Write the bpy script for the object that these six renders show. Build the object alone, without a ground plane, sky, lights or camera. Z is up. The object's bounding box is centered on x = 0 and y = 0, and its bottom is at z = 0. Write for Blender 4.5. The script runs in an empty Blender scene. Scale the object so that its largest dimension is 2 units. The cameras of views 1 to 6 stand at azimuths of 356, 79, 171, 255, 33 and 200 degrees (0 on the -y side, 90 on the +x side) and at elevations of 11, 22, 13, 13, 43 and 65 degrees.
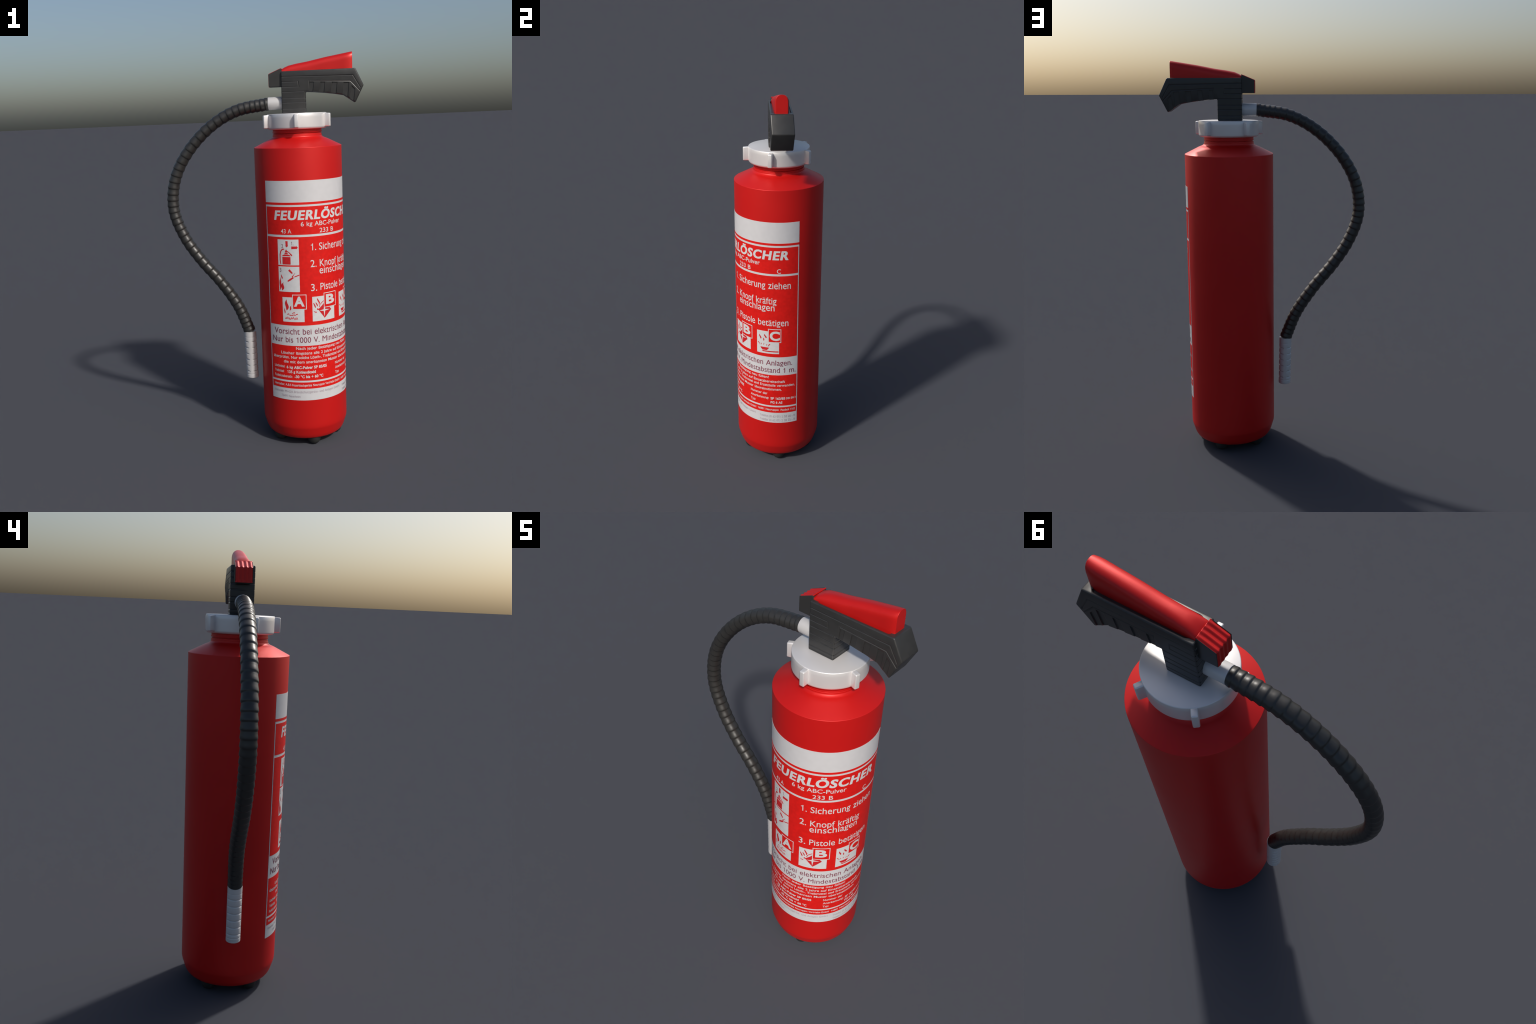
"""Tall red powder fire extinguisher: tank with printed label, white screw cap,
black pistol handle with red squeeze lever, ribbed hose with white nozzle.
Everything above the tank lies in one vertical plane, turned a little about the
tank axis: HANDLE_TURN.  Units are metres, z up."""
import bpy, bmesh, math
from math import sin, cos, pi, radians, hypot
from mathutils import Vector, noise

AXIS_X = 0.172                 # tank axis stands at x = AXIS_X, y = 0
TANK_R = 0.2227
HANDLE_TURN = radians(-9.2)
CT, ST = cos(HANDLE_TURN), sin(HANDLE_TURN)


def plane_to_world(u, t, z):
    """u along the handle, t across it, z up -> world."""
    return Vector((AXIS_X + u * CT - t * ST, u * ST + t * CT, z))


# ------------------------------------------------------------------ materials
def new_material(name, base, rough=0.4, spec=0.5, metal=0.0, vary=0.06, scale=30.0,
                 bump=0.0, bump_scale=200.0, edge_round=0.0, rough_vary=0.05, stretch=(1, 1, 1)):
    m = bpy.data.materials.new(name)
    m.use_nodes = True
    nt = m.node_tree
    nt.nodes.clear()
    N, L = nt.nodes.new, nt.links.new
    out = N("ShaderNodeOutputMaterial")
    bs = N("ShaderNodeBsdfPrincipled")
    L(bs.outputs[0], out.inputs[0])
    tc = N("ShaderNodeTexCoord")
    mp = N("ShaderNodeMapping")
    mp.inputs["Scale"].default_value = stretch
    L(tc.outputs["Object"], mp.inputs[0])
    nz = N("ShaderNodeTexNoise")
    nz.inputs["Scale"].default_value = scale
    nz.inputs["Detail"].default_value = 5
    L(mp.outputs[0], nz.inputs["Vector"])
    ramp = N("ShaderNodeValToRGB")
    ramp.color_ramp.elements[0].position = 0.3
    ramp.color_ramp.elements[1].position = 0.7
    ramp.color_ramp.elements[0].color = tuple(c * (1 - vary) for c in base) + (1,)
    ramp.color_ramp.elements[1].color = tuple(min(1, c * (1 + vary)) for c in base) + (1,)
    L(nz.outputs["Fac"], ramp.inputs[0])
    L(ramp.outputs[0], bs.inputs["Base Color"])
    mr = N("ShaderNodeMapRange")
    mr.inputs["To Min"].default_value = rough - rough_vary
    mr.inputs["To Max"].default_value = rough + rough_vary
    L(nz.outputs["Fac"], mr.inputs["Value"])
    L(mr.outputs[0], bs.inputs["Roughness"])
    bs.inputs["Specular IOR Level"].default_value = spec
    bs.inputs["Metallic"].default_value = metal
    normal = None
    if edge_round > 0:
        bv = N("ShaderNodeBevel")
        bv.samples = 8
        bv.inputs["Radius"].default_value = edge_round
        normal = bv.outputs[0]
    if bump > 0:
        n2 = N("ShaderNodeTexNoise")
        n2.inputs["Scale"].default_value = bump_scale
        n2.inputs["Detail"].default_value = 3
        L(mp.outputs[0], n2.inputs["Vector"])
        bp = N("ShaderNodeBump")
        bp.inputs["Strength"].default_value = bump
        bp.inputs["Distance"].default_value = 0.001
        L(n2.outputs["Fac"], bp.inputs["Height"])
        if normal:
            L(normal, bp.inputs["Normal"])
        normal = bp.outputs[0]
    if normal:
        L(normal, bs.inputs["Normal"])
    return m


RED_PAINT = new_material("red_paint", (0.55, 0.0080, 0.0070), rough=0.43, spec=0.42, metal=0.24, vary=0.02, scale=6)
RED_LEVER = new_material("red_plastic", (0.54, 0.0095, 0.0085), rough=0.38, spec=0.45, metal=0.24, vary=0.03, scale=14, edge_round=0.002)
RED_PRINT = new_material("red_print", (0.66, 0.0095, 0.0065), rough=0.46, spec=0.35, metal=0.16, vary=0.08, scale=55)
WHITE_CAP = new_material("white_plastic", (0.73, 0.715, 0.715), rough=0.40, metal=0.42, vary=0.02, scale=12, edge_round=0.002)
WHITE_TUBE = new_material("white_tube_plastic", (0.56, 0.55, 0.55), rough=0.44, metal=0.15, vary=0.02, scale=12)
WHITE_SHEET = new_material("white_label_sheet", (0.58, 0.575, 0.59), rough=0.45, metal=0.1, vary=0.02, scale=40)
WHITE_PRINT = new_material("white_print", (0.60, 0.60, 0.61), rough=0.45, metal=0.1, vary=0.04, scale=60)
DARK_PRINT = new_material("wine_red_print", (0.18, 0.022, 0.052), rough=0.45, vary=0.12, scale=80)
CRIMSON_PRINT = new_material("crimson_print", (0.50, 0.011, 0.015), rough=0.45, vary=0.12, scale=80)
PALE_PRINT = new_material("faded_mauve_print", (0.36, 0.30, 0.34), rough=0.45, vary=0.12, scale=80)
BLACK_BODY = new_material("black_plastic", (0.027, 0.027, 0.027), rough=0.35, vary=0.10, scale=40, edge_round=0.0022)
BLACK_HOSE = new_material("black_rubber", (0.024, 0.0235, 0.0225), rough=0.37, spec=0.55, vary=0.10, scale=40)
BLACK_FOOT = new_material("black_rubber_foot", (0.016, 0.0165, 0.0155), rough=0.6, vary=0.1, scale=40)  # base colour darkened to carry the shade under the tank


# ------------------------------------------------------------------ helpers
ROOT = bpy.data.objects.new("fire_extinguisher", None)
bpy.context.scene.collection.objects.link(ROOT)
ROOT.location = (AXIS_X, 0, 0)
ROOT["label"] = "tall red fire extinguisher with printed label, black handle and hose"
ROOT["category"] = "fire extinguisher"


def finish(name, bm, mat, parent=None, angle=35.0, smooth=True):
    bmesh.ops.recalc_face_normals(bm, faces=bm.faces)
    me = bpy.data.meshes.new(name)
    bm.to_mesh(me)
    bm.free()
    return add_object(name, me, mat, parent, angle, smooth)


def add_object(name, me, mat, parent=None, angle=35.0, smooth=True):
    if smooth:
        me.polygons.foreach_set("use_smooth", [True] * len(me.polygons))
        me.set_sharp_from_angle(angle=radians(angle))
    me.materials.clear()
    me.materials.append(mat)
    ob = bpy.data.objects.new(name, me)
    bpy.context.scene.collection.objects.link(ob)
    ob.parent = parent or ROOT
    p, off = ob.parent, Vector((0, 0, 0))
    while p:
        off += p.location
        p = p.parent
    ob.location = -off          # vertices are written in world coordinates
    return ob


def lathe(bm, profile, segs=192, centre=(AXIS_X, 0)):
    """Closed surface of revolution about the tank axis from (radius, z) points."""
    rings = []
    for r, z in profile:
        if r < 1e-6:
            rings.append([bm.verts.new((centre[0], centre[1], z))])
        else:
            rings.append([bm.verts.new((centre[0] + r * cos(2 * pi * i / segs), centre[1] + r * sin(2 * pi * i / segs), z))
                          for i in range(segs)])
    for a, b in zip(rings, rings[1:]):
        for i in range(segs):
            j = (i + 1) % segs
            if len(a) == 1 and len(b) == 1:
                continue
            if len(a) == 1:
                bm.faces.new((a[0], b[i], b[j]))
            elif len(b) == 1:
                bm.faces.new((a[i], a[j], b[0]))
            else:
                bm.faces.new((a[i], a[j], b[j], b[i]))


def round_corners(points, radius, steps=5):
    """Round the inner corners of an open profile given as (r, z, [radius])."""
    out = [points[0][:2]]
    for i in range(1, len(points) - 1):
        p0, p1, p2 = (Vector(points[k][:2]) for k in (i - 1, i, i + 1))
        rad = points[i][2] if len(points[i]) > 2 else radius
        if rad <= 0:
            out.append(tuple(p1))
            continue
        d0, d1 = p0 - p1, p2 - p1
        k = min(rad, 0.48 * d0.length, 0.48 * d1.length)
        a, b = p1 + d0.normalized() * k, p1 + d1.normalized() * k
        for s in range(steps + 1):
            f = s / steps
            out.append(tuple(a * (1 - f) ** 2 + p1 * 2 * f * (1 - f) + b * f * f))
    out.append(points[-1][:2])
    return out


def prism(bm, outline, t0, t1):
    """Polygon in the handle plane (u, z), extruded across from t0 to t1."""
    lo = [bm.verts.new((u, t0, z)) for u, z in outline]
    hi = [bm.verts.new((u, t1, z)) for u, z in outline]
    n = len(outline)
    bm.faces.new(lo)
    bm.faces.new(hi[::-1])
    for i in range(n):
        j = (i + 1) % n
        bm.faces.new((lo[j], lo[i], hi[i], hi[j]))


def handle_to_world(bm):
    for v in bm.verts:
        v.co = plane_to_world(*v.co)


def cut_with(me, cutters):
    """Boolean-subtract each list of prisms (outline, t0, t1) in turn from a mesh."""
    ob = bpy.data.objects.new("cut_target", me)
    bpy.context.scene.collection.objects.link(ob)
    tools = []
    for group in cutters:
        bm = bmesh.new()
        for outline, t0, t1 in group:
            prism(bm, outline, t0, t1)
        bmesh.ops.recalc_face_normals(bm, faces=bm.faces)
        tm = bpy.data.meshes.new("cutter")
        bm.to_mesh(tm)
        bm.free()
        tool = bpy.data.objects.new("cutter", tm)
        bpy.context.scene.collection.objects.link(tool)
        tools.append(tool)
        md = ob.modifiers.new("cut", "BOOLEAN")
        md.operation, md.solver, md.object = "DIFFERENCE", "EXACT", tool
    dg = bpy.context.evaluated_depsgraph_get()
    dg.update()
    res = bpy.data.meshes.new_from_object(ob.evaluated_get(dg))
    for o in tools + [ob]:
        bpy.data.objects.remove(o)
    return res


def boolean_cut(me, tm):
    ob = bpy.data.objects.new("cut_target", me)
    tool = bpy.data.objects.new("cut_tool", tm)
    for o in (ob, tool):
        bpy.context.scene.collection.objects.link(o)
    md = ob.modifiers.new("cut", "BOOLEAN")
    md.operation, md.solver, md.object = "DIFFERENCE", "EXACT", tool
    dg = bpy.context.evaluated_depsgraph_get()
    dg.update()
    res = bpy.data.meshes.new_from_object(ob.evaluated_get(dg))
    for o in (ob, tool):
        bpy.data.objects.remove(o)
    return res


def cut_seam(me, paths, outward, width=0.0056, depth=0.0019):
    """Cut V-shaped seams along open polylines lying just outside the surface."""
    bm = bmesh.new()
    for path in paths:
        P = [Vector(p) for p in path]
        rows = []
        for i, p in enumerate(P):
            n = Vector(outward(*p))
            d0 = (p - P[i - 1]).normalized() if i else (P[1] - p).normalized()
            d1 = (P[i + 1] - p).normalized() if i < len(P) - 1 else d0
            d = (d0 + d1).normalized()
            side = d.cross(n).normalized() / max(0.4, d.dot(d1))
            k = (depth + 0.0006) / depth
            rows.append([bm.verts.new(p + side * width / 2 * k), bm.verts.new(p - side * width / 2 * k), bm.verts.new(p - n * (depth + 0.0006))])
        for a, b in zip(rows, rows[1:]):
            for i in range(3):
                j = (i + 1) % 3
                bm.faces.new((a[i], a[j], b[j], b[i]))
        bm.faces.new(rows[0])
        bm.faces.new(rows[-1][::-1])
    bmesh.ops.recalc_face_normals(bm, faces=bm.faces)
    tm = bpy.data.meshes.new("seam_tool")
    bm.to_mesh(tm)
    bm.free()
    return boolean_cut(me, tm)


def interp(table, x):
    if x <= table[0][0]:
        return table[0][1]
    for (a, p), (b, q) in zip(table, table[1:]):
        if x <= b:
            return p + (q - p) * (x - a) / (b - a)
    return table[-1][1]


# ------------------------------------------------------------------ tank
def build_tank():
    prof = [(0.0, 0.040), (0.150, 0.040, 0.004), (0.178, 0.0375, 0.006), (0.1975, 0.0425, 0.010), (0.2075, 0.060, 0.012),
            (0.2215, 0.106, 0.012), (TANK_R, 0.121, 0.008), (TANK_R, 0.60, 0), (TANK_R, 1.00, 0), (TANK_R, 1.5460, 0.0016),
            (0.150, 1.5825, 0.012), (0.1335, 1.5885, 0.006), (0.1255, 1.5955, 0.004),
            (0.1255, 1.6030, 0.0006), (0.1243, 1.6036, 0.0004), (0.1243, 1.6100, 0.0005), (0.1190, 1.6108, 0.0005), (0.1190, 1.6140, 0.0005), (0.1252, 1.6148, 0.0008),
            (0.1252, 1.6205, 0.0005), (0.1238, 1.6212, 0.0003), (0.1238, 1.640, 0),
            (0.0, 1.640)]
    bm = bmesh.new()
    lathe(bm, round_corners(prof, 0.003), 256)
    tank = finish("tank", bm, RED_PAINT, angle=24)
    # five rubber feet under the rim
    foot_prof = [(0.0, 0.0), (0.010, 0.0003), (0.019, 0.0025), (0.0265, 0.0075), (0.0315, 0.0155), (0.0345, 0.026), (0.0355, 0.042), (0.0, 0.042)]
    bm = bmesh.new()
    lathe(bm, foot_prof, 40, (0, 0))
    first = None
    for k in range(5):
        az = radians(8 + 72 * k)
        if first is None:
            first = finish("foot", bm, BLACK_FOOT, tank, angle=50)
            ob = first
        else:
            ob = first.copy()
            bpy.context.scene.collection.objects.link(ob)
        ob.location = (AXIS_X + 0.158 * sin(az), -0.158 * cos(az), 0)
    return tank


# ------------------------------------------------------------------ screw cap
def build_cap():
    prof = [(0.0, 1.7105), (0.1475, 1.7105, 0), (0.1492, 1.7096, 0), (0.1500, 1.7078, 0), (0.1500, 1.690, 0), (0.1500, 1.640, 0.004),
            (0.1440, 1.6325, 0.004), (0.1280, 1.6325, 0), (0.0, 1.6325)]
    bm = bmesh.new()
    lathe(bm, round_corners(prof, 0.002), 192)
    cap = finish("screw_cap", bm, WHITE_CAP, angle=40)
    # grip ribs: upright bars standing off the rim, slightly sloping top
    bm = bmesh.new()
    w, r0, r1 = 0.0110, 0.143, 0.1765
    zs = [(1.6405, 1.6405), (1.7085, 1.7055)]
    v = {}
    for i, x in enumerate((-w, w)):
        for j, r in enumerate((r0, r1)):
            for k in range(2):
                v[i, j, k] = bm.verts.new((x, -r, zs[k][j]))
    for f in (((0, 0, 0), (0, 1, 0), (0, 1, 1), (0, 0, 1)), ((1, 0, 0), (1, 0, 1), (1, 1, 1), (1, 1, 0)),
              ((0, 1, 0), (1, 1, 0), (1, 1, 1), (0, 1, 1)), ((0, 0, 0), (0, 0, 1), (1, 0, 1), (1, 0, 0)),
              ((0, 0, 1), (0, 1, 1), (1, 1, 1), (1, 0, 1)), ((0, 0, 0), (1, 0, 0), (1, 1, 0), (0, 1, 0))):
        bm.faces.new([v[i] for i in f])
    bmesh.ops.bevel(bm, geom=list(bm.edges), offset=0.0045, segments=4, affect="EDGES", profile=0.5)
    first = None
    for k in range(5):
        if first is None:
            first = finish("grip_rib", bm, WHITE_CAP, cap, angle=50)
            ob = first
        else:
            ob = first.copy()
            bpy.context.scene.collection.objects.link(ob)
        ob.location = (AXIS_X, 0, 0)
        ob.rotation_euler = (0, 0, radians(64 + 72 * k))
    return cap


# ------------------------------------------------------------------ handle
HALF = 0.0520


def build_handle():
    outline = [(-0.0700, 1.7105), (0.0495, 1.7105), (0.0495, 1.8145), (0.0900, 1.8118), (0.1300, 1.8078), (0.1900, 1.8000),
               (0.2390, 1.7905), (0.2955, 1.7515), (0.3365, 1.8340), (0.2965, 1.9170), (-0.0700, 1.9170)]
    bm = bmesh.new()
    prism(bm, outline, -HALF, HALF)
    bmesh.ops.recalc_face_normals(bm, faces=bm.faces)
    bmesh.ops.bevel(bm, geom=[e for e in bm.edges if e.calc_face_angle(0) > 0.6], offset=0.0050, segments=4, affect="EDGES", profile=0.5)
    me = bpy.data.meshes.new("handle_block")
    bm.to_mesh(me)
    bm.free()

    def both(poly, depth):
        return [(poly, -HALF - 0.01, -HALF + depth), (poly, HALF - depth, HALF + 0.01)]

    # finger slots in the grip, running out through the underside
    under = [(0.049, 1.8145), (0.13, 1.8078), (0.19, 1.8000), (0.239, 1.7905), (0.2942, 1.7535)]
    slots = []
    for u0, u1, zt in ((0.0725, 0.0925, 1.8600), (0.1240, 0.1475, 1.8575), (0.1805, 0.2075, 1.8545), (0.2385, 0.2650, 1.8510)):
        d = 0.0075
        slots.append([(u0, zt), (u1, zt - 0.0012), (u1 - d, interp(under, u1 - d) - 0.008), (u0 - d, interp(under, u0 - d) - 0.008)])
    slots.append([(0.2775, 1.8340), (0.2945, 1.8165), (0.2850, 1.7480), (0.2640, 1.7600)])
    cuts = [sum((both(q, 0.0034) for q in slots), [])]
    me = cut_with(me, cuts)
    # V-shaped seams: along the top edge and nose, round the grip field, round the stem field, rings round the stem
    seams = [[(-0.09, 1.8910), (0.2840, 1.8835), (0.3195, 1.8225)],
             [(0.0725, 1.8000), (0.0672, 1.8665), (0.2715, 1.8560), (0.3300, 1.7935)],
             [(-0.09, 1.8648), (0.0140, 1.8645), (0.0170, 1.8398), (-0.09, 1.8405)],
             [(-0.09, 1.8160), (0.0440, 1.8160)]]
    rings = (1.7850, 1.7635, 1.7330, 1.7175)
    seams += [[(-0.09, z), (0.07, z)] for z in rings]
    for path in seams:
        me = cut_seam(me, [[(u, side * (HALF + 0.0006), z) for u, z in path] for side in (-1, 1)], lambda u, t, z: (0, 1 if t > 0 else -1, 0))
    for z in rings + (1.8160, 1.8405, 1.8648, 1.8910):
        me = cut_seam(me, [[(-0.0692 - 0.0006, -0.07, z), (-0.0692 - 0.0006, 0.07, z)]], lambda u, t, z: (-1, 0, 0))
    for z in rings:
        me = cut_seam(me, [[(0.0488 + 0.0006, -0.07, z), (0.0488 + 0.0006, 0.07, z)]], lambda u, t, z: (1, 0, 0))
    # channel in the top in which the lever lies
    chan = []
    for s in range(13):
        a = pi / 2 + pi * s / 12
        chan.append((-0.030 + 0.0300 * cos(a), 0.0425 * sin(a)))
    bm = bmesh.new()
    pts = chan + [(0.262, -0.0425), (0.270, -0.036), (0.270, 0.036), (0.262, 0.0425)]
    lo = [bm.verts.new((u, t, 1.9105)) for u, t in pts]
    hi = [bm.verts.new((u * 1.0, t * 1.0, 1.93)) for u, t in pts]
    bm.faces.new(lo)
    bm.faces.new(hi[::-1])
    for i in range(len(pts)):
        j = (i + 1) % len(pts)
        bm.faces.new((lo[j], lo[i], hi[i], hi[j]))
    bmesh.ops.recalc_face_normals(bm, faces=bm.faces)
    tm = bpy.data.meshes.new("channel_tool")
    bm.to_mesh(tm)
    bm.free()
    res = boolean_cut(me, tm)
    bm = bmesh.new()
    bm.from_mesh(res)
    for v in bm.verts:                      # the nose leans a little to one side
        v.co.y += 0.005 * min(1.0, max(0.0, (v.co.x - 0.297) / 0.037))
    handle_to_world(bm)
    handle = finish("handle", bm, BLACK_BODY, angle=28)
    build_lever(handle)
    build_catch(handle)
    return handle


def build_lever(handle):
    """Red lever: arched sections that grow towards the free front end."""
    top = [(-0.0700, 1.9265), (-0.0655, 1.9310), (-0.0545, 1.9375), (-0.0335, 1.9460), (0.005, 1.9537), (0.062, 1.9620), (0.150, 1.9790), (0.2826, 2.0000)]
    wid = [(-0.0700, 0.0365), (0.02, 0.0350), (0.20, 0.0330), (0.255, 0.0325), (0.272, 0.0305), (0.2826, 0.0265)]
    base = 1.9095
    us = [-0.0700, -0.0680, -0.0655, -0.060, -0.0545, -0.044, -0.0335, -0.015, 0.005, 0.03, 0.062, 0.105, 0.150, 0.20, 0.24, 0.255, 0.263, 0.270, 0.276, 0.280, 0.2826]
    n = 28
    bm = bmesh.new()
    rings = []
    for u in us:
        w, zt = interp(wid, u), interp(top, u)
        h = zt - base
        cap = min(0.036, 0.82 * h)
        ring = [bm.verts.new((u, -w, base))]
        for i in range(n + 1):
            a = pi - pi * i / n
            c, s = cos(a), sin(a)
            e = 0.80
            ring.append(bm.verts.new((u, w * (1 if c > 0 else -1) * abs(c) ** e, zt - cap + cap * abs(s) ** e)))
        ring.append(bm.verts.new((u, w, base)))
        rings.append(ring)
    for a, b in zip(rings, rings[1:]):
        for i in range(len(a)):
            j = (i + 1) % len(a)
            bm.faces.new((a[i], b[i], b[j], a[j]))
    bm.faces.new(rings[0])
    bm.faces.new(rings[-1][::-1])
    handle_to_world(bm)
    finish("squeeze_lever", bm, RED_LEVER, handle, angle=38)


def build_catch(handle):
    """Block behind the lever: black cheeks, red ridged strap over its top and back."""
    w = 0.0362
    bm = bmesh.new()
    prism(bm, [(-0.066, 1.8445), (-0.1298, 1.8445), (-0.1298, 1.9042), (-0.0715, 1.9290), (-0.066, 1.9200)], -w + 0.0005, w - 0.0005)
    for side in (-1, 1):                    # cheeks stand up beside the strap
        prism(bm, [(-0.066, 1.8440), (-0.1322, 1.8440), (-0.1322, 1.9064), (-0.0705, 1.9322), (-0.066, 1.9200)], *sorted((side * (w - 0.0004), side * 0.0380)))
    bmesh.ops.recalc_face_normals(bm, faces=bm.faces)
    bmesh.ops.bevel(bm, geom=list(bm.edges), offset=0.0006, segments=2, affect="EDGES")
    handle_to_world(bm)
    catch = finish("catch_block", bm, BLACK_BODY, handle, angle=30)
    path = round_corners([(-0.0690, 1.9342), (-0.1335, 1.9072, 0.004), (-0.1335, 1.8442)], 0.004, 5)
    # resample each straight run
    pts = []
    for (u0, z0), (u1, z1) in zip(path, path[1:]):
        k = max(1, int(hypot(u1 - u0, z1 - z0) / 0.006))
        pts += [(u0 + (u1 - u0) * i / k, z0 + (z1 - z0) * i / k) for i in range(k)]
    pts.append(path[-1])
    m = 64
    bm = bmesh.new()
    outer, inner = [], []
    for i, (u, z) in enumerate(pts):
        a, b = Vector(pts[max(i - 1, 0)]), Vector(pts[min(i + 1, len(pts) - 1)])
        d = (b - a).normalized()
        nrm = Vector((d.y, -d.x))
        if nrm.x > 0.5:
            nrm = -nrm
        fade = min(1.0, i / 1.5, (len(pts) - 1 - i) / 1.5 + 0.4)
        ro, ri = [], []
        for k in range(m + 1):
            f = k / m
            t = -w + 2 * w * f
            ridge = 0.0038 * (0.5 - 0.5 * cos(2 * pi * 4 * f) - 0.75) * fade
            ro.append(bm.verts.new((u + nrm.x * ridge, t, z + nrm.y * ridge)))
            ri.append(bm.verts.new((u - nrm.x * 0.0044, t, z - nrm.y * 0.0044)))
        outer.append(ro)
        inner.append(ri)
    for i in range(len(pts) - 1):
        for k in range(m):
            bm.faces.new((outer[i][k], outer[i][k + 1], outer[i + 1][k + 1], outer[i + 1][k]))
            bm.faces.new((inner[i][k], inner[i + 1][k], inner[i + 1][k + 1], inner[i][k + 1]))
        for k in (0, m):
            bm.faces.new((outer[i][k], outer[i + 1][k], inner[i + 1][k], inner[i][k]))
    for i in (0, len(pts) - 1):
        for k in range(m):
            bm.faces.new((outer[i][k], inner[i][k], inner[i][k + 1], outer[i][k + 1]))
    handle_to_world(bm)
    finish("ridged_strap", bm, RED_LEVER, handle, angle=45)


# ------------------------------------------------------------------ hose
def catmull(P, per=40):
    P = [P[0] * 2 - P[1]] + P + [P[-1] * 2 - P[-2]]
    out = []
    for i in range(1, len(P) - 2):
        a, b, c, d = P[i - 1:i + 3]
        for k in range(per):
            t = k / per
            out.append(0.5 * (2 * b + (c - a) * t + (2 * a - 5 * b + 4 * c - d) * t * t + (3 * b - 3 * c + d - a) * t ** 3))
    out.append(P[-2])
    return out


NOZZLE_TOP = (-0.2853, 0.5705)
NOZZLE_END = (-0.2803, 0.3130)


def build_hose():
    way = [Vector(p) for p in ((-0.1405, 1.7632), (-0.3074, 1.7345), (-0.4505, 1.6556), (-0.5713, 1.5320), (-0.6438, 1.3940), (-0.6596, 1.2405),
                               (-0.6119, 1.0973), (-0.5308, 0.9699), (-0.4309, 0.8463), (-0.3418, 0.7105), NOZZLE_TOP)]
    line = catmull(way)
    cum = [0.0]
    for a, b in zip(line, line[1:]):
        cum.append(cum[-1] + (b - a).length)
    total = cum[-1]

    def at(s):
        s = min(max(s, 0), total)
        lo, hi = 0, len(cum) - 1
        while hi - lo > 1:
            mid = (lo + hi) // 2
            if cum[mid] <= s:
                lo = mid
            else:
                hi = mid
        f = (s - cum[lo]) / (cum[hi] - cum[lo])
        return line[lo].lerp(line[hi], f)

    bands, per, segs = 47, 18, 40
    bm = bmesh.new()
    rings = []
    total_steps = bands * per
    for i in range(total_steps + 1):
        x = i / total_steps
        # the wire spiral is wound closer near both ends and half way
        s = total * (x - 0.106 * sin(2 * pi * x) / (2 * pi) - 0.186 * sin(4 * pi * x) / (4 * pi))
        p = at(s)
        d = (at(s + 0.004) - at(s - 0.004)).normalized()
        n = Vector((-d.y, d.x))
        ph = (x * bands) % 1.0
        # each turn swells towards its far end, then drops into a soft groove
        if ph < 0.60:
            rib = -0.0010 + 0.0021 * sin(0.5 * pi * ph / 0.60) ** 1.4
        elif ph < 0.82:
            rib = 0.0011 - 0.0027 * (0.5 - 0.5 * cos(pi * (ph - 0.60) / 0.22))
        else:
            rib = -0.0016 + 0.0006 * (ph - 0.82) / 0.18
        ends = min(1.0, min(s, total - s) / 0.25)
        ra = 0.0318 - 0.0019 * ends + rib
        rb = 0.0320 + 0.0008 * ends + rib
        drift = 0.005 * math.exp(-((p.y - 0.77) / 0.15) ** 2)
        rings.append([bm.verts.new((p.x + n.x * ra * cos(a), drift + rb * sin(a), p.y + n.y * ra * cos(a)))
                      for a in (2 * pi * k / segs for k in range(segs))])
    for a, b in zip(rings, rings[1:]):
        for k in range(segs):
            j = (k + 1) % segs
            bm.faces.new((a[k], a[j], b[j], b[k]))
    bm.faces.new(rings[0])
    bm.faces.new(rings[-1][::-1])
    handle_to_world(bm)
    hose = finish("hose", bm, BLACK_HOSE, angle=60)

    # white collar between hose and handle
    bm = bmesh.new()
    stations = [(-0.0640, 0.0315), (-0.070, 0.0318), (-0.1405, 0.0318), (-0.1418, 0.0314), (-0.1422, 0.0305)]
    rings = [[bm.verts.new((u, r * sin(2 * pi * k / 48), 1.7645 - 0.0012 * (-0.064 - u) / 0.08 + r * cos(2 * pi * k / 48))) for k in range(48)] for u, r in stations]
    for a, b in zip(rings, rings[1:]):
        for k in range(48):
            j = (k + 1) % 48
            bm.faces.new((a[k], a[j], b[j], b[k]))
    bm.faces.new(rings[0])
    bm.faces.new(rings[-1][::-1])
    handle_to_world(bm)
    finish("hose_collar", bm, WHITE_TUBE, angle=40)

    # nozzle: tube with short finger grooves on both sides and a ring groove
    bm = bmesh.new()
    z0, z1, segs = NOZZLE_TOP[1] + 0.001, NOZZLE_END[1], 64
    zs = sorted({z0 - (z0 - z1) * i / 260 for i in range(261)}, reverse=True)
    grooves = [0.5165 - 0.0329 * i for i in range(6)]
    rings = []
    for z in zs:
        f = (z0 - z) / (z0 - z1)
        uc = NOZZLE_TOP[0] + (NOZZLE_END[0] - NOZZLE_TOP[0]) * f
        ring = []
        for k in range(segs):
            a = 2 * pi * k / segs
            r = 0.0325 - 0.0004 * f
            side = min(1.0, max(0.0, (abs(cos(a)) - 0.28) / 0.14))       # grooves face along the handle plane
            for g in grooves:
                dz = z - g
                r -= 0.0034 * side * math.exp(-(dz / 0.0026) ** 2)
                if -0.016 < dz < 0:
                    r -= 0.0012 * side * (1 + dz / 0.016)
            r -= 0.0012 * math.exp(-((z - 0.3350) / 0.0022) ** 2)
            r -= 0.0006 * math.exp(-((z - 0.5420) / 0.0022) ** 2)
            end = max(0.0, 1 - (z - z1) / 0.004)
            r -= 0.003 * end * end
            ring.append(bm.verts.new((uc + r * cos(a), r * sin(a), z)))
        rings.append(ring)
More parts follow.
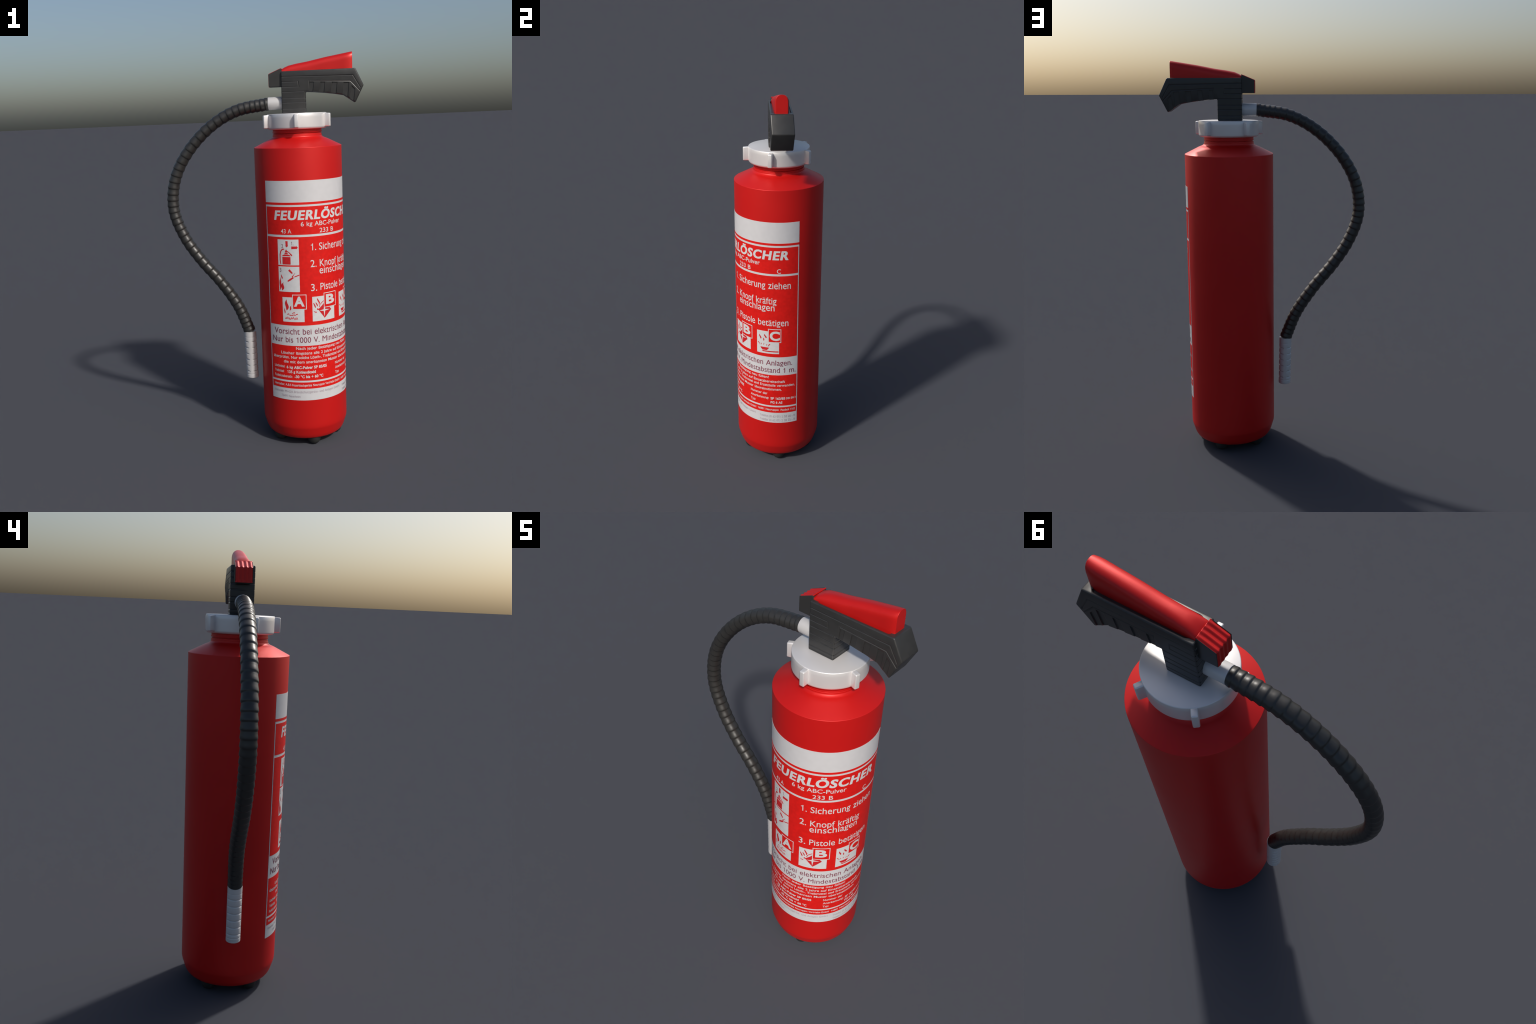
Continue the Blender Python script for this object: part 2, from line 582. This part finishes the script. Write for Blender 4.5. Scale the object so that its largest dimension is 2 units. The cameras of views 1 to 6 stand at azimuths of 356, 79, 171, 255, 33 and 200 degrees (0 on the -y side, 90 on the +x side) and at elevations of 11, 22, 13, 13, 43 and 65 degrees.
    for a, b in zip(rings, rings[1:]):
        for k in range(segs):
            j = (k + 1) % segs
            bm.faces.new((a[k], a[j], b[j], b[k]))
    bm.faces.new(rings[0])
    # open mouth: narrow rim, then a short bore
    last = rings[-1]
    for r, z in ((0.0225, z1), (0.0215, z1 + 0.03)):
        ring = [bm.verts.new((NOZZLE_END[0] + r * cos(2 * pi * k / segs), r * sin(2 * pi * k / segs), z)) for k in range(segs)]
        for k in range(segs):
            j = (k + 1) % segs
            bm.faces.new((last[k], last[j], ring[j], ring[k]))
        last = ring
    bm.faces.new(last[::-1])
    handle_to_world(bm)
    finish("nozzle", bm, WHITE_TUBE, angle=50)


# ------------------------------------------------------------------ label
LABEL_R = TANK_R + 0.0006
LAYER = 0.00030
LEFT, RIGHT, BOTTOM, TOP = -54.9, 104.9, 0.2625, 1.3882


def deg_s(th):
    return radians(th) * TANK_R


def wrap_to_tank(bm, level):
    """(s, z, depth) flat print -> on the tank, level = how many layers up."""
    s0 = min(v.co.x for v in bm.verts)
    s1 = max(v.co.x for v in bm.verts)
    step = 0.004
    k = math.ceil(s0 / step) * step
    while k < s1:
        geom = list(bm.verts) + list(bm.edges) + list(bm.faces)
        bmesh.ops.bisect_plane(bm, geom=geom, dist=1e-6, plane_co=(k, 0, 0), plane_no=(1, 0, 0))
        k += step
    for v in bm.verts:
        s, z, d = v.co
        r = LABEL_R + LAYER * level + d
        th = s / TANK_R
        v.co = (AXIS_X + r * sin(th), -r * cos(th), z)


def flat_poly(bm, pts, lift=0.0):
    """Polygon (s, z) with its own edge depth of one print layer."""
    n = len(pts)
    top = [bm.verts.new((x, y, lift)) for x, y in pts]
    low = [bm.verts.new((x, y, lift - LAYER)) for x, y in pts]
    f = bm.faces.new(top)
    for i in range(n):
        j = (i + 1) % n
        bm.faces.new((top[i], low[i], low[j], top[j]))
    return f


def rect(th0, th1, z0, z1):
    return [(deg_s(th0), z0), (deg_s(th1), z0), (deg_s(th1), z1), (deg_s(th0), z1)]


def print_shapes(name, polys, mat, level, parent, kind=None):
    bm = bmesh.new()
    for p in polys:
        flat_poly(bm, p)
    bmesh.ops.recalc_face_normals(bm, faces=bm.faces)
    bmesh.ops.triangulate(bm, faces=[f for f in bm.faces if len(f.verts) > 4])
    wrap_to_tank(bm, level)
    ob = finish(name, bm, mat, parent, angle=60)
    if kind:
        ob["kind"] = kind
    return ob


FONT_SCRATCH = {}


def text_mesh(body, bold, shear):
    cu = bpy.data.curves.new("print_text", "FONT")
    cu.body = body
    cu.size = 1.0
    cu.resolution_u = 4
    cu.offset = bold
    cu.shear = shear
    cu.extrude = 0.0
    ob = bpy.data.objects.new("print_text", cu)
    bpy.context.scene.collection.objects.link(ob)
    dg = bpy.context.evaluated_depsgraph_get()
    dg.update()
    me = bpy.data.meshes.new_from_object(ob.evaluated_get(dg))
    bpy.data.objects.remove(ob)
    bpy.data.curves.remove(cu)
    return me


def cap_height(bold):
    if bold not in FONT_SCRATCH:
        me = text_mesh("H", bold, 0)
        ys = [v.co.y for v in me.vertices]
        FONT_SCRATCH[bold] = (min(ys), max(ys))
        bpy.data.meshes.remove(me)
    return FONT_SCRATCH[bold]


X_HEIGHT = {}


def glyph(ch, bold):
    """(mesh or None, advance) of one character, capital height 1; small letters get a tall x-height."""
    key = (ch, bold)
    if key in GLYPHS:
        return GLYPHS[key]
    y0, y1 = cap_height(bold)
    cap = y1 - y0

    def right(body):
        me = text_mesh(body, bold, 0)
        r = max(v.co.x for v in me.vertices)
        bpy.data.meshes.remove(me)
        return r

    adv = (right("H" + ch + "H") - right("HH")) / cap
    if ch == " ":
        GLYPHS[key] = (None, adv * 1.15)
        return GLYPHS[key]
    polys = []
    if ch == "1":                                   # upright with a flag
        w = 0.125 + bold * 2.2
        pts = [(0.46 - w, 0), (0.46, 0), (0.46, 1.0), (0.49 - w, 1.0), (0.465 - w, 0.91), (0.41 - w, 0.85), (0.34 - w, 0.82), (0.24 - w, 0.81), (0.24 - w, 0.72), (0.46 - w, 0.72)]
        me = bpy.data.meshes.new("glyph")
        bm = bmesh.new()
        bm.faces.new([bm.verts.new((x, y, 0)) for x, y in pts])
        bm.normal_update()
        bmesh.ops.triangulate(bm, faces=list(bm.faces))
        bm.to_mesh(me)
        bm.free()
        GLYPHS[key] = (me, 0.72)
        return GLYPHS[key]
    me = text_mesh(ch, bold, 0)
    if bold not in X_HEIGHT:
        xm = text_mesh("x", bold, 0)
        lm = text_mesh("l", bold, 0)
        X_HEIGHT[bold] = [(max(v.co.y for v in q.vertices) - y0) / cap for q in (xm, lm)]
        bpy.data.meshes.remove(lm)
        bpy.data.meshes.remove(xm)
    (xh, asc), tall = X_HEIGHT[bold], 0.735
    for v in me.vertices:
        x, y = v.co.x / cap, (v.co.y - y0) / cap
        if y < 0:
            y *= 0.65
        elif ch.islower():
            y = y / xh * tall if y < xh else tall + (y - xh) * (1 - tall) / (asc - xh)
        v.co = (x, y, 0)
    GLYPHS[key] = (me, adv)
    return GLYPHS[key]


GLYPHS = {}


def lettering(body, th0, th1, z, cap, mat, level, parent, bold=0.0, shear=0.0, tilt=0.0, heavy=0.0, tracking=0.0):
    """One line of print between two angles, baseline z, capital height cap."""
    bm = bmesh.new()
    pen = 0.0
    for ch in body:
        me, adv = glyph(ch, bold)
        if me:
            # heavy faces are struck twice, a little apart
            for shift, lift in ((0.0, 0.0), (heavy, 0.00006)) if heavy else ((0.0, 0.0),):
                n = len(bm.verts)
                bm.from_mesh(me)
                bm.verts.ensure_lookup_table()
                for v in bm.verts[n:]:
                    v.co.x += pen + shear * v.co.y + shift
                    v.co.z = lift
        pen += adv + heavy + tracking
    xs = [v.co.x for v in bm.verts]
    x0, x1 = min(xs), max(xs)
    s0, s1 = deg_s(th0), deg_s(th1)
    for v in bm.verts:
        f = (v.co.x - x0) / (x1 - x0)
        v.co = (s0 + (s1 - s0) * f, z + v.co.y * cap + tilt * (f - 0.5), v.co.z)
    bmesh.ops.remove_doubles(bm, verts=bm.verts, dist=1e-6)
    wrap_to_tank(bm, level)
    for f in bm.faces:                       # all print faces outwards
        c = f.calc_center_median()
        f.normal_update()
        if f.normal.x * (c.x - AXIS_X) + f.normal.y * c.y < 0:
            f.normal_flip()
    me = bpy.data.meshes.new("lettering")
    bm.to_mesh(me)
    bm.free()
    return add_object("lettering", me, mat, parent, 60)


def stroke(pts, w):
    """Polyline with width -> polygon."""
    P = [Vector(p) for p in pts]
    l, r = [], []
    for i, p in enumerate(P):
        d = (P[min(i + 1, len(P) - 1)] - P[max(i - 1, 0)]).normalized()
        ww = w[i] if isinstance(w, (list, tuple)) else w
        n = Vector((-d.y, d.x)) * ww / 2
        l.append(tuple(p + n))
        r.append(tuple(p - n))
    return r + l[::-1]


def flame(x, y, h, w, lean=0.0):
    """Curling tongue: pointed at both ends, bellied to one side."""
    n, l, r = 8, [], []
    for i in range(n + 1):
        f = i / n
        mid = x + lean * f + 0.22 * w * sin(2 * pi * f)
        half = 0.5 * w * sin(pi * f ** 0.8) + 0.0004
        l.append((mid - half, y + h * f))
        r.append((mid + half, y + h * f))
    return r + l[::-1]


def ellipse(cx, cy, rx, ry, n=14, a0=0.0):
    return [(cx + rx * cos(a0 + 2 * pi * i / n), cy + ry * sin(a0 + 2 * pi * i / n)) for i in range(n)]


def build_label():
    # white sheet with a folded-down rim
    bm = bmesh.new()
    s0, s1 = deg_s(LEFT), deg_s(RIGHT)
    n = 180
    cols = []
    for i in range(n + 1):
        th = (s0 + (s1 - s0) * i / n) / TANK_R
        col = []
        for r, z in ((TANK_R - 0.001, BOTTOM), (LABEL_R, BOTTOM), (LABEL_R, TOP), (TANK_R - 0.001, TOP)):
            col.append(bm.verts.new((AXIS_X + r * sin(th), -r * cos(th), z)))
        cols.append(col)
    for a, b in zip(cols, cols[1:]):
        for k in range(3):
            bm.faces.new((a[k], b[k], b[k + 1], a[k + 1]))
    bm.faces.new(cols[0])
    bm.faces.new(cols[-1][::-1])
    label = finish("label", bm, WHITE_SHEET, angle=40)

    fl, fr = LEFT + 1.25, RIGHT - 1.15
    panels = [rect(LEFT - 0.05, RIGHT + 0.05, 1.2708, 1.2822),            # red gap under the blank field
              rect(fl, fr, 1.1225, 1.2612), rect(fl, fr, 0.6600, 1.1115), rect(fl, fr, 0.3690, 0.5535), rect(fl, fr, 0.3250, 0.3595)]
    for p in panels:
        print_shapes("red_field", [p], RED_PRINT, 1, label)

    # --- heading
    W, D = WHITE_PRINT, DARK_PRINT
    lettering("FEUERLÖSCHER", -41.4, 91.0, 1.1962, 0.0472, W, 2, label, bold=0.030, shear=0.16, heavy=0.040, tracking=0.05)
    for body, a, b, z, cap, bold in (
            ("6 kg ABC-Pulver", -6.0, 54.2, 1.1642, 0.0225, 0.006), ("43 A", -32.0, -18.2, 1.1302, 0.0212, 0.004),
            ("233 B", 18.3, 40.1, 1.1285, 0.0222, 0.006), ("C", 76.4, 81.4, 1.1262, 0.0225, 0.006),
            ("1.", 6.0, 12.9, 1.0425, 0.0340, 0.003), ("Sicherung ziehen", 17.0, 94.2, 1.0422, 0.0355, 0.003),
            ("2.", 5.0, 12.9, 0.9580, 0.0355, 0.003), ("Knopf kräftig", 17.4, 76.0, 0.9585, 0.0355, 0.003),
            ("einschlagen", 16.8, 73.5, 0.9212, 0.0355, 0.003),
            ("3.", 4.8, 12.9, 0.8362, 0.0355, 0.003), ("Pistole betätigen", 17.5, 91.5, 0.8375, 0.0355, 0.003)):
        lettering(body, a, b, z, cap, W, 2, label, bold=bold)

    # --- warning strip
    lettering("Vorsicht bei elektrischen Anlagen.", -47.0, 97.1, 0.6125, 0.0300, D, 2, label, bold=0.0, tilt=-0.004)
    lettering("Nur bis 1000 V. Mindestabstand 1 m.", -50.4, 102.0, 0.5695, 0.0290, D, 2, label, bold=0.0, tilt=-0.004)

    # --- small print
    for body, a, b, z, cap, bold in (
            ("Nach jeder Betätigung neu füllen!", -17.0, 65.8, 0.5333, 0.0145, 0.010),
            ("Löscher längstens alle 2 Jahre auf Einsatzbereitschaft", -37.9, 87.6, 0.5080, 0.0145, 0.010),
            ("überprüfen. Nur solche Lösch-, Treibmittel und Ersatzteile verwenden,", -50.3, 101.2, 0.4850, 0.0145, 0.010),
            ("die mit dem anerkannten Muster übereinstimmen.", -34.3, 83.2, 0.4612, 0.0145, 0.010),
            ("Löschmittel:", -49.2, -33.0, 0.4340, 0.0135, 0.010), ("6 kg ABC-Pulver SP 85/05", -30.6, 23.9, 0.4315, 0.0150, 0.030),
            ("Treibmittel:", -49.0, -34.5, 0.4080, 0.0135, 0.010), ("135 g Kohlendioxid", -29.9, 8.1, 0.4072, 0.0150, 0.030),
            ("Funktionsbereich:", -49.3, -23.0, 0.3825, 0.0135, 0.010), ("-30 °C bis + 60 °C", -20.2, 18.4, 0.3825, 0.0150, 0.030),
            ("Nummer der", 38.4, 64.0, 0.4340, 0.0140, 0.010), ("Anerkennung:", 38.4, 65.8, 0.4082, 0.0140, 0.010),
            ("SP 163/85", 68.3, 88.1, 0.4060, 0.0145, 0.030), ("DIN EN 3", 89.4, 102.6, 0.4068, 0.0120, 0.020),
            ("Typ:", 38.3, 46.2, 0.3825, 0.0140, 0.010), ("PG 6 AS", 68.3, 84.3, 0.3815, 0.0145, 0.030),
            ("Hersteller: A.B.S Feuerlöschgeräte Neuruppin Vertriebs-GmbH", -50.3, 47.0, 0.3375, 0.0120, 0.008),
            ("16801 Neuruppin", 49.8, 79.3, 0.3375, 0.0120, 0.008), ("Postfach 1162", 82.0, 101.7, 0.3375, 0.0120, 0.008)):
        lettering(body, a, b, z, cap, W, 2, label, bold=bold)
    for body, a, b, z, cap in (
            ("Vertrieb: M+GA Brandschutzgeräte- und Anlagen GmbH", -50.8, 45.9, 0.3015, 0.0125),
            ("73491 Neunheim", -39.5, -13.1, 0.2765, 0.0125),
            ("Telefon (0 62 01) 2 58 26 - 0", 52.7, 101.8, 0.2955, 0.0135), ("Telefax (0 62 01) 2 58 25 - 0", 52.7, 101.8, 0.2715, 0.0135)):
        lettering(body, a, b, z, cap, PALE_PRINT, 2, label, bold=0.0)
    build_pictograms(label)


def build_pictograms(label):
    C = CRIMSON_PRINT

    def frame(th0, th1, z0, z1):
        """unit square -> printed box"""
        a, b = deg_s(th0), deg_s(th1)
        return lambda pts: [(a + (b - a) * x, z0 + (z1 - z0) * y) for x, y in pts]

    def pictogram(name, box, shapes, extra=()):
        print_shapes(name, [rect(*box)], WHITE_PRINT, 2, label)
        F = frame(*box)
        print_shapes(name + "_drawing", [F(s) for s in shapes], C, 3, label, "stuff")

    # 1, 2: pull the pin, strike the knob
    pictogram("pictogram", (-37.4, -9.5, 0.9700, 1.0995), [
        [(0.39, 0.94), (0.50, 0.94), (0.50, 0.80), (0.51, 0.75), (0.445, 0.695), (0.39, 0.75), (0.40, 0.80)],
        [(0.66, 0.735), (0.89, 0.735), (0.89, 0.76), (0.96, 0.69), (0.89, 0.62), (0.89, 0.64), (0.66, 0.63)],
        stroke([(0.13, 0.04), (0.105, 0.20), (0.11, 0.42), (0.15, 0.54), (0.22, 0.61), (0.32, 0.63)], [0.04, 0.045, 0.05, 0.05, 0.05, 0.04]),
        [(0.22, 0.03), (0.61, 0.03), (0.61, 0.325), (0.22, 0.325)],
        [(0.21, 0.355), (0.61, 0.355), (0.59, 0.395), (0.50, 0.42), (0.32, 0.42), (0.23, 0.39)],
        [(0.32, 0.435), (0.50, 0.435), (0.47, 0.485), (0.35, 0.485)],
        [(0.35, 0.50), (0.48, 0.50), (0.46, 0.56), (0.43, 0.61), (0.40, 0.61), (0.36, 0.54)],
        stroke([(0.47, 0.55), (0.58, 0.47), (0.68, 0.375)], [0.03, 0.04, 0.065])])
    for body, a, b, z, cap in (("2", -32.2, -29.7, 1.0560, 0.0200), ("1.", -19.0, -16.0, 1.0715, 0.0180), ("3", -35.6, -33.4, 0.9350, 0.0200)):
        lettering(body, a, b, z, cap, DARK_PRINT, 3, label)
    # 3: aim the pistol at the fire
    pictogram("pictogram", (-37.4, -9.5, 0.8343, 0.9630), [
        [(0.48, 0.845), (0.55, 0.905), (0.69, 0.76), (0.68, 0.73), (0.635, 0.725)],
        stroke([(0.44, 0.42), (0.55, 0.48), (0.72, 0.575)], [0.05, 0.075, 0.06]),
        stroke([(0.66, 0.60), (0.72, 0.655), (0.80, 0.76)], [0.055, 0.03, 0.012]),
        stroke([(0.76, 0.595), (0.86, 0.63), (0.99, 0.67)], [0.03, 0.04, 0.04]),
        flame(0.17, 0.50, 0.19, 0.06, -0.03), flame(0.05, 0.05, 0.52, 0.10, 0.05), flame(0.15, 0.04, 0.34, 0.13, 0.08), flame(0.09, 0.30, 0.24, 0.04, 0.0)])
    # A, B, C fire classes
    boxes = [(-33.2, -4.7, 0.679, 0.8062), (5.9, 38.9, 0.679, 0.8062), (49.5, 79.4, 0.679, 0.8062)]
    tags = [(-19.8, -1.5, 0.7440, 0.8208), (21.8, 42.0, 0.7440, 0.8208), (65.0, 82.2, 0.7440, 0.8208)]
    glyphs = [("A", -17.8, -4.1, 0.7592, 0.0518), ("B", 25.1, 38.7, 0.7598, 0.0508), ("C", 67.2, 80.5, 0.7555, 0.0525)]
    logs = []
    for i in range(7):
        x, y = 0.15 + 0.085 * i, 0.14 + 0.02 * sin(i * 2.1)
        logs.append(stroke([(x - 0.03, y - 0.03), (x, y + 0.05), (x + 0.035, y - 0.03)], 0.034))
    for i in range(5):
        x, y = 0.26 + 0.10 * i, 0.29 + 0.02 * cos(i * 1.7)
        logs.append(stroke([(x - 0.045, y - 0.005), (x + 0.045, y + 0.02 * (-1) ** i)], 0.035))
    logs.append(stroke([(0.45, 0.34), (0.55, 0.40), (0.57, 0.35)], 0.03))
    wood = [flame(0.19, 0.46, 0.46, 0.15, 0.02), flame(0.34, 0.46, 0.22, 0.07, 0.08), flame(0.10, 0.33, 0.24, 0.05, 0.0)] + logs
    can = [[(0.23, 0.47), (0.51, 0.09), (0.83, 0.40), (0.72, 0.545), (0.60, 0.56), (0.52, 0.62), (0.50, 0.72), (0.36, 0.58)],
           stroke([(0.29, 0.56), (0.31, 0.66), (0.42, 0.76), (0.51, 0.81)], 0.028),
           stroke([(0.05, 0.75), (0.10, 0.63), (0.13, 0.55)], [0.03, 0.05, 0.03]), stroke([(0.14, 0.76), (0.19, 0.67), (0.22, 0.60)], [0.03, 0.045, 0.02]),
           stroke([(0.20, 0.92), (0.24, 0.83), (0.29, 0.74), (0.27, 0.67)], [0.03, 0.055, 0.055, 0.02]),
           ellipse(0.215, 0.485, 0.035, 0.035), stroke([(0.05, 0.41), (0.11, 0.375), (0.17, 0.365)], [0.015, 0.035, 0.04])]
    gas = [[(0.16, 0.275), (0.54, 0.275), (0.55, 0.24), (0.46, 0.15), (0.26, 0.15), (0.19, 0.22)],
           [(0.24, 0.125), (0.98, 0.125), (0.98, 0.075), (0.30, 0.075), (0.24, 0.10)],
           flame(0.18, 0.62, 0.22, 0.07, -0.05), flame(0.31, 0.55, 0.15, 0.05, 0.02), flame(0.42, 0.68, 0.19, 0.08, -0.06)]
    gas += [stroke([(x - dx, y + 0.03), (x + dx, y - 0.03)], w) for x, y, dx, w in
            ((0.08, 0.45, 0.035, 0.035), (0.14, 0.39, 0.01, 0.02), (0.21, 0.41, 0.012, 0.025), (0.32, 0.41, -0.012, 0.025), (0.45, 0.385, -0.02, 0.025),
             (0.57, 0.40, -0.035, 0.04), (0.53, 0.355, -0.012, 0.02))]
    for box, tag, (body, a, b, z, cap), shapes in zip(boxes, tags, glyphs, (wood, can, gas)):
        pictogram("pictogram", box, shapes)
        if body == "B":                              # four-pointed gleam on the can
            arms, star = (0.25, 0.26, 0.22, 0.27), []
            for k in range(4):
                a0 = pi / 2 * k
                star += [(0.50 + arms[k] * cos(a0), 0.415 + arms[k] * sin(a0)), (0.50 + 0.045 * cos(a0 + pi / 4), 0.415 + 0.045 * sin(a0 + pi / 4))]
            print_shapes("gleam", [frame(*box)(star)], WHITE_PRINT, 3.5, label)
        th0, th1, z0, z1 = tag
        e = 0.0034
        de = math.degrees(e / TANK_R)
        print_shapes("class_tag_border", [rect(th0, th1, z0, z1)], WHITE_PRINT, 3.6, label)
        print_shapes("class_tag", [rect(th0 + de, th1 - de, z0 + e, z1 - e)], RED_PRINT, 4.4, label)
        lettering(body, a, b, z, cap, WHITE_PRINT, 5.0, label, bold=0.040)


build_tank()
build_cap()
build_handle()
build_hose()
build_label()
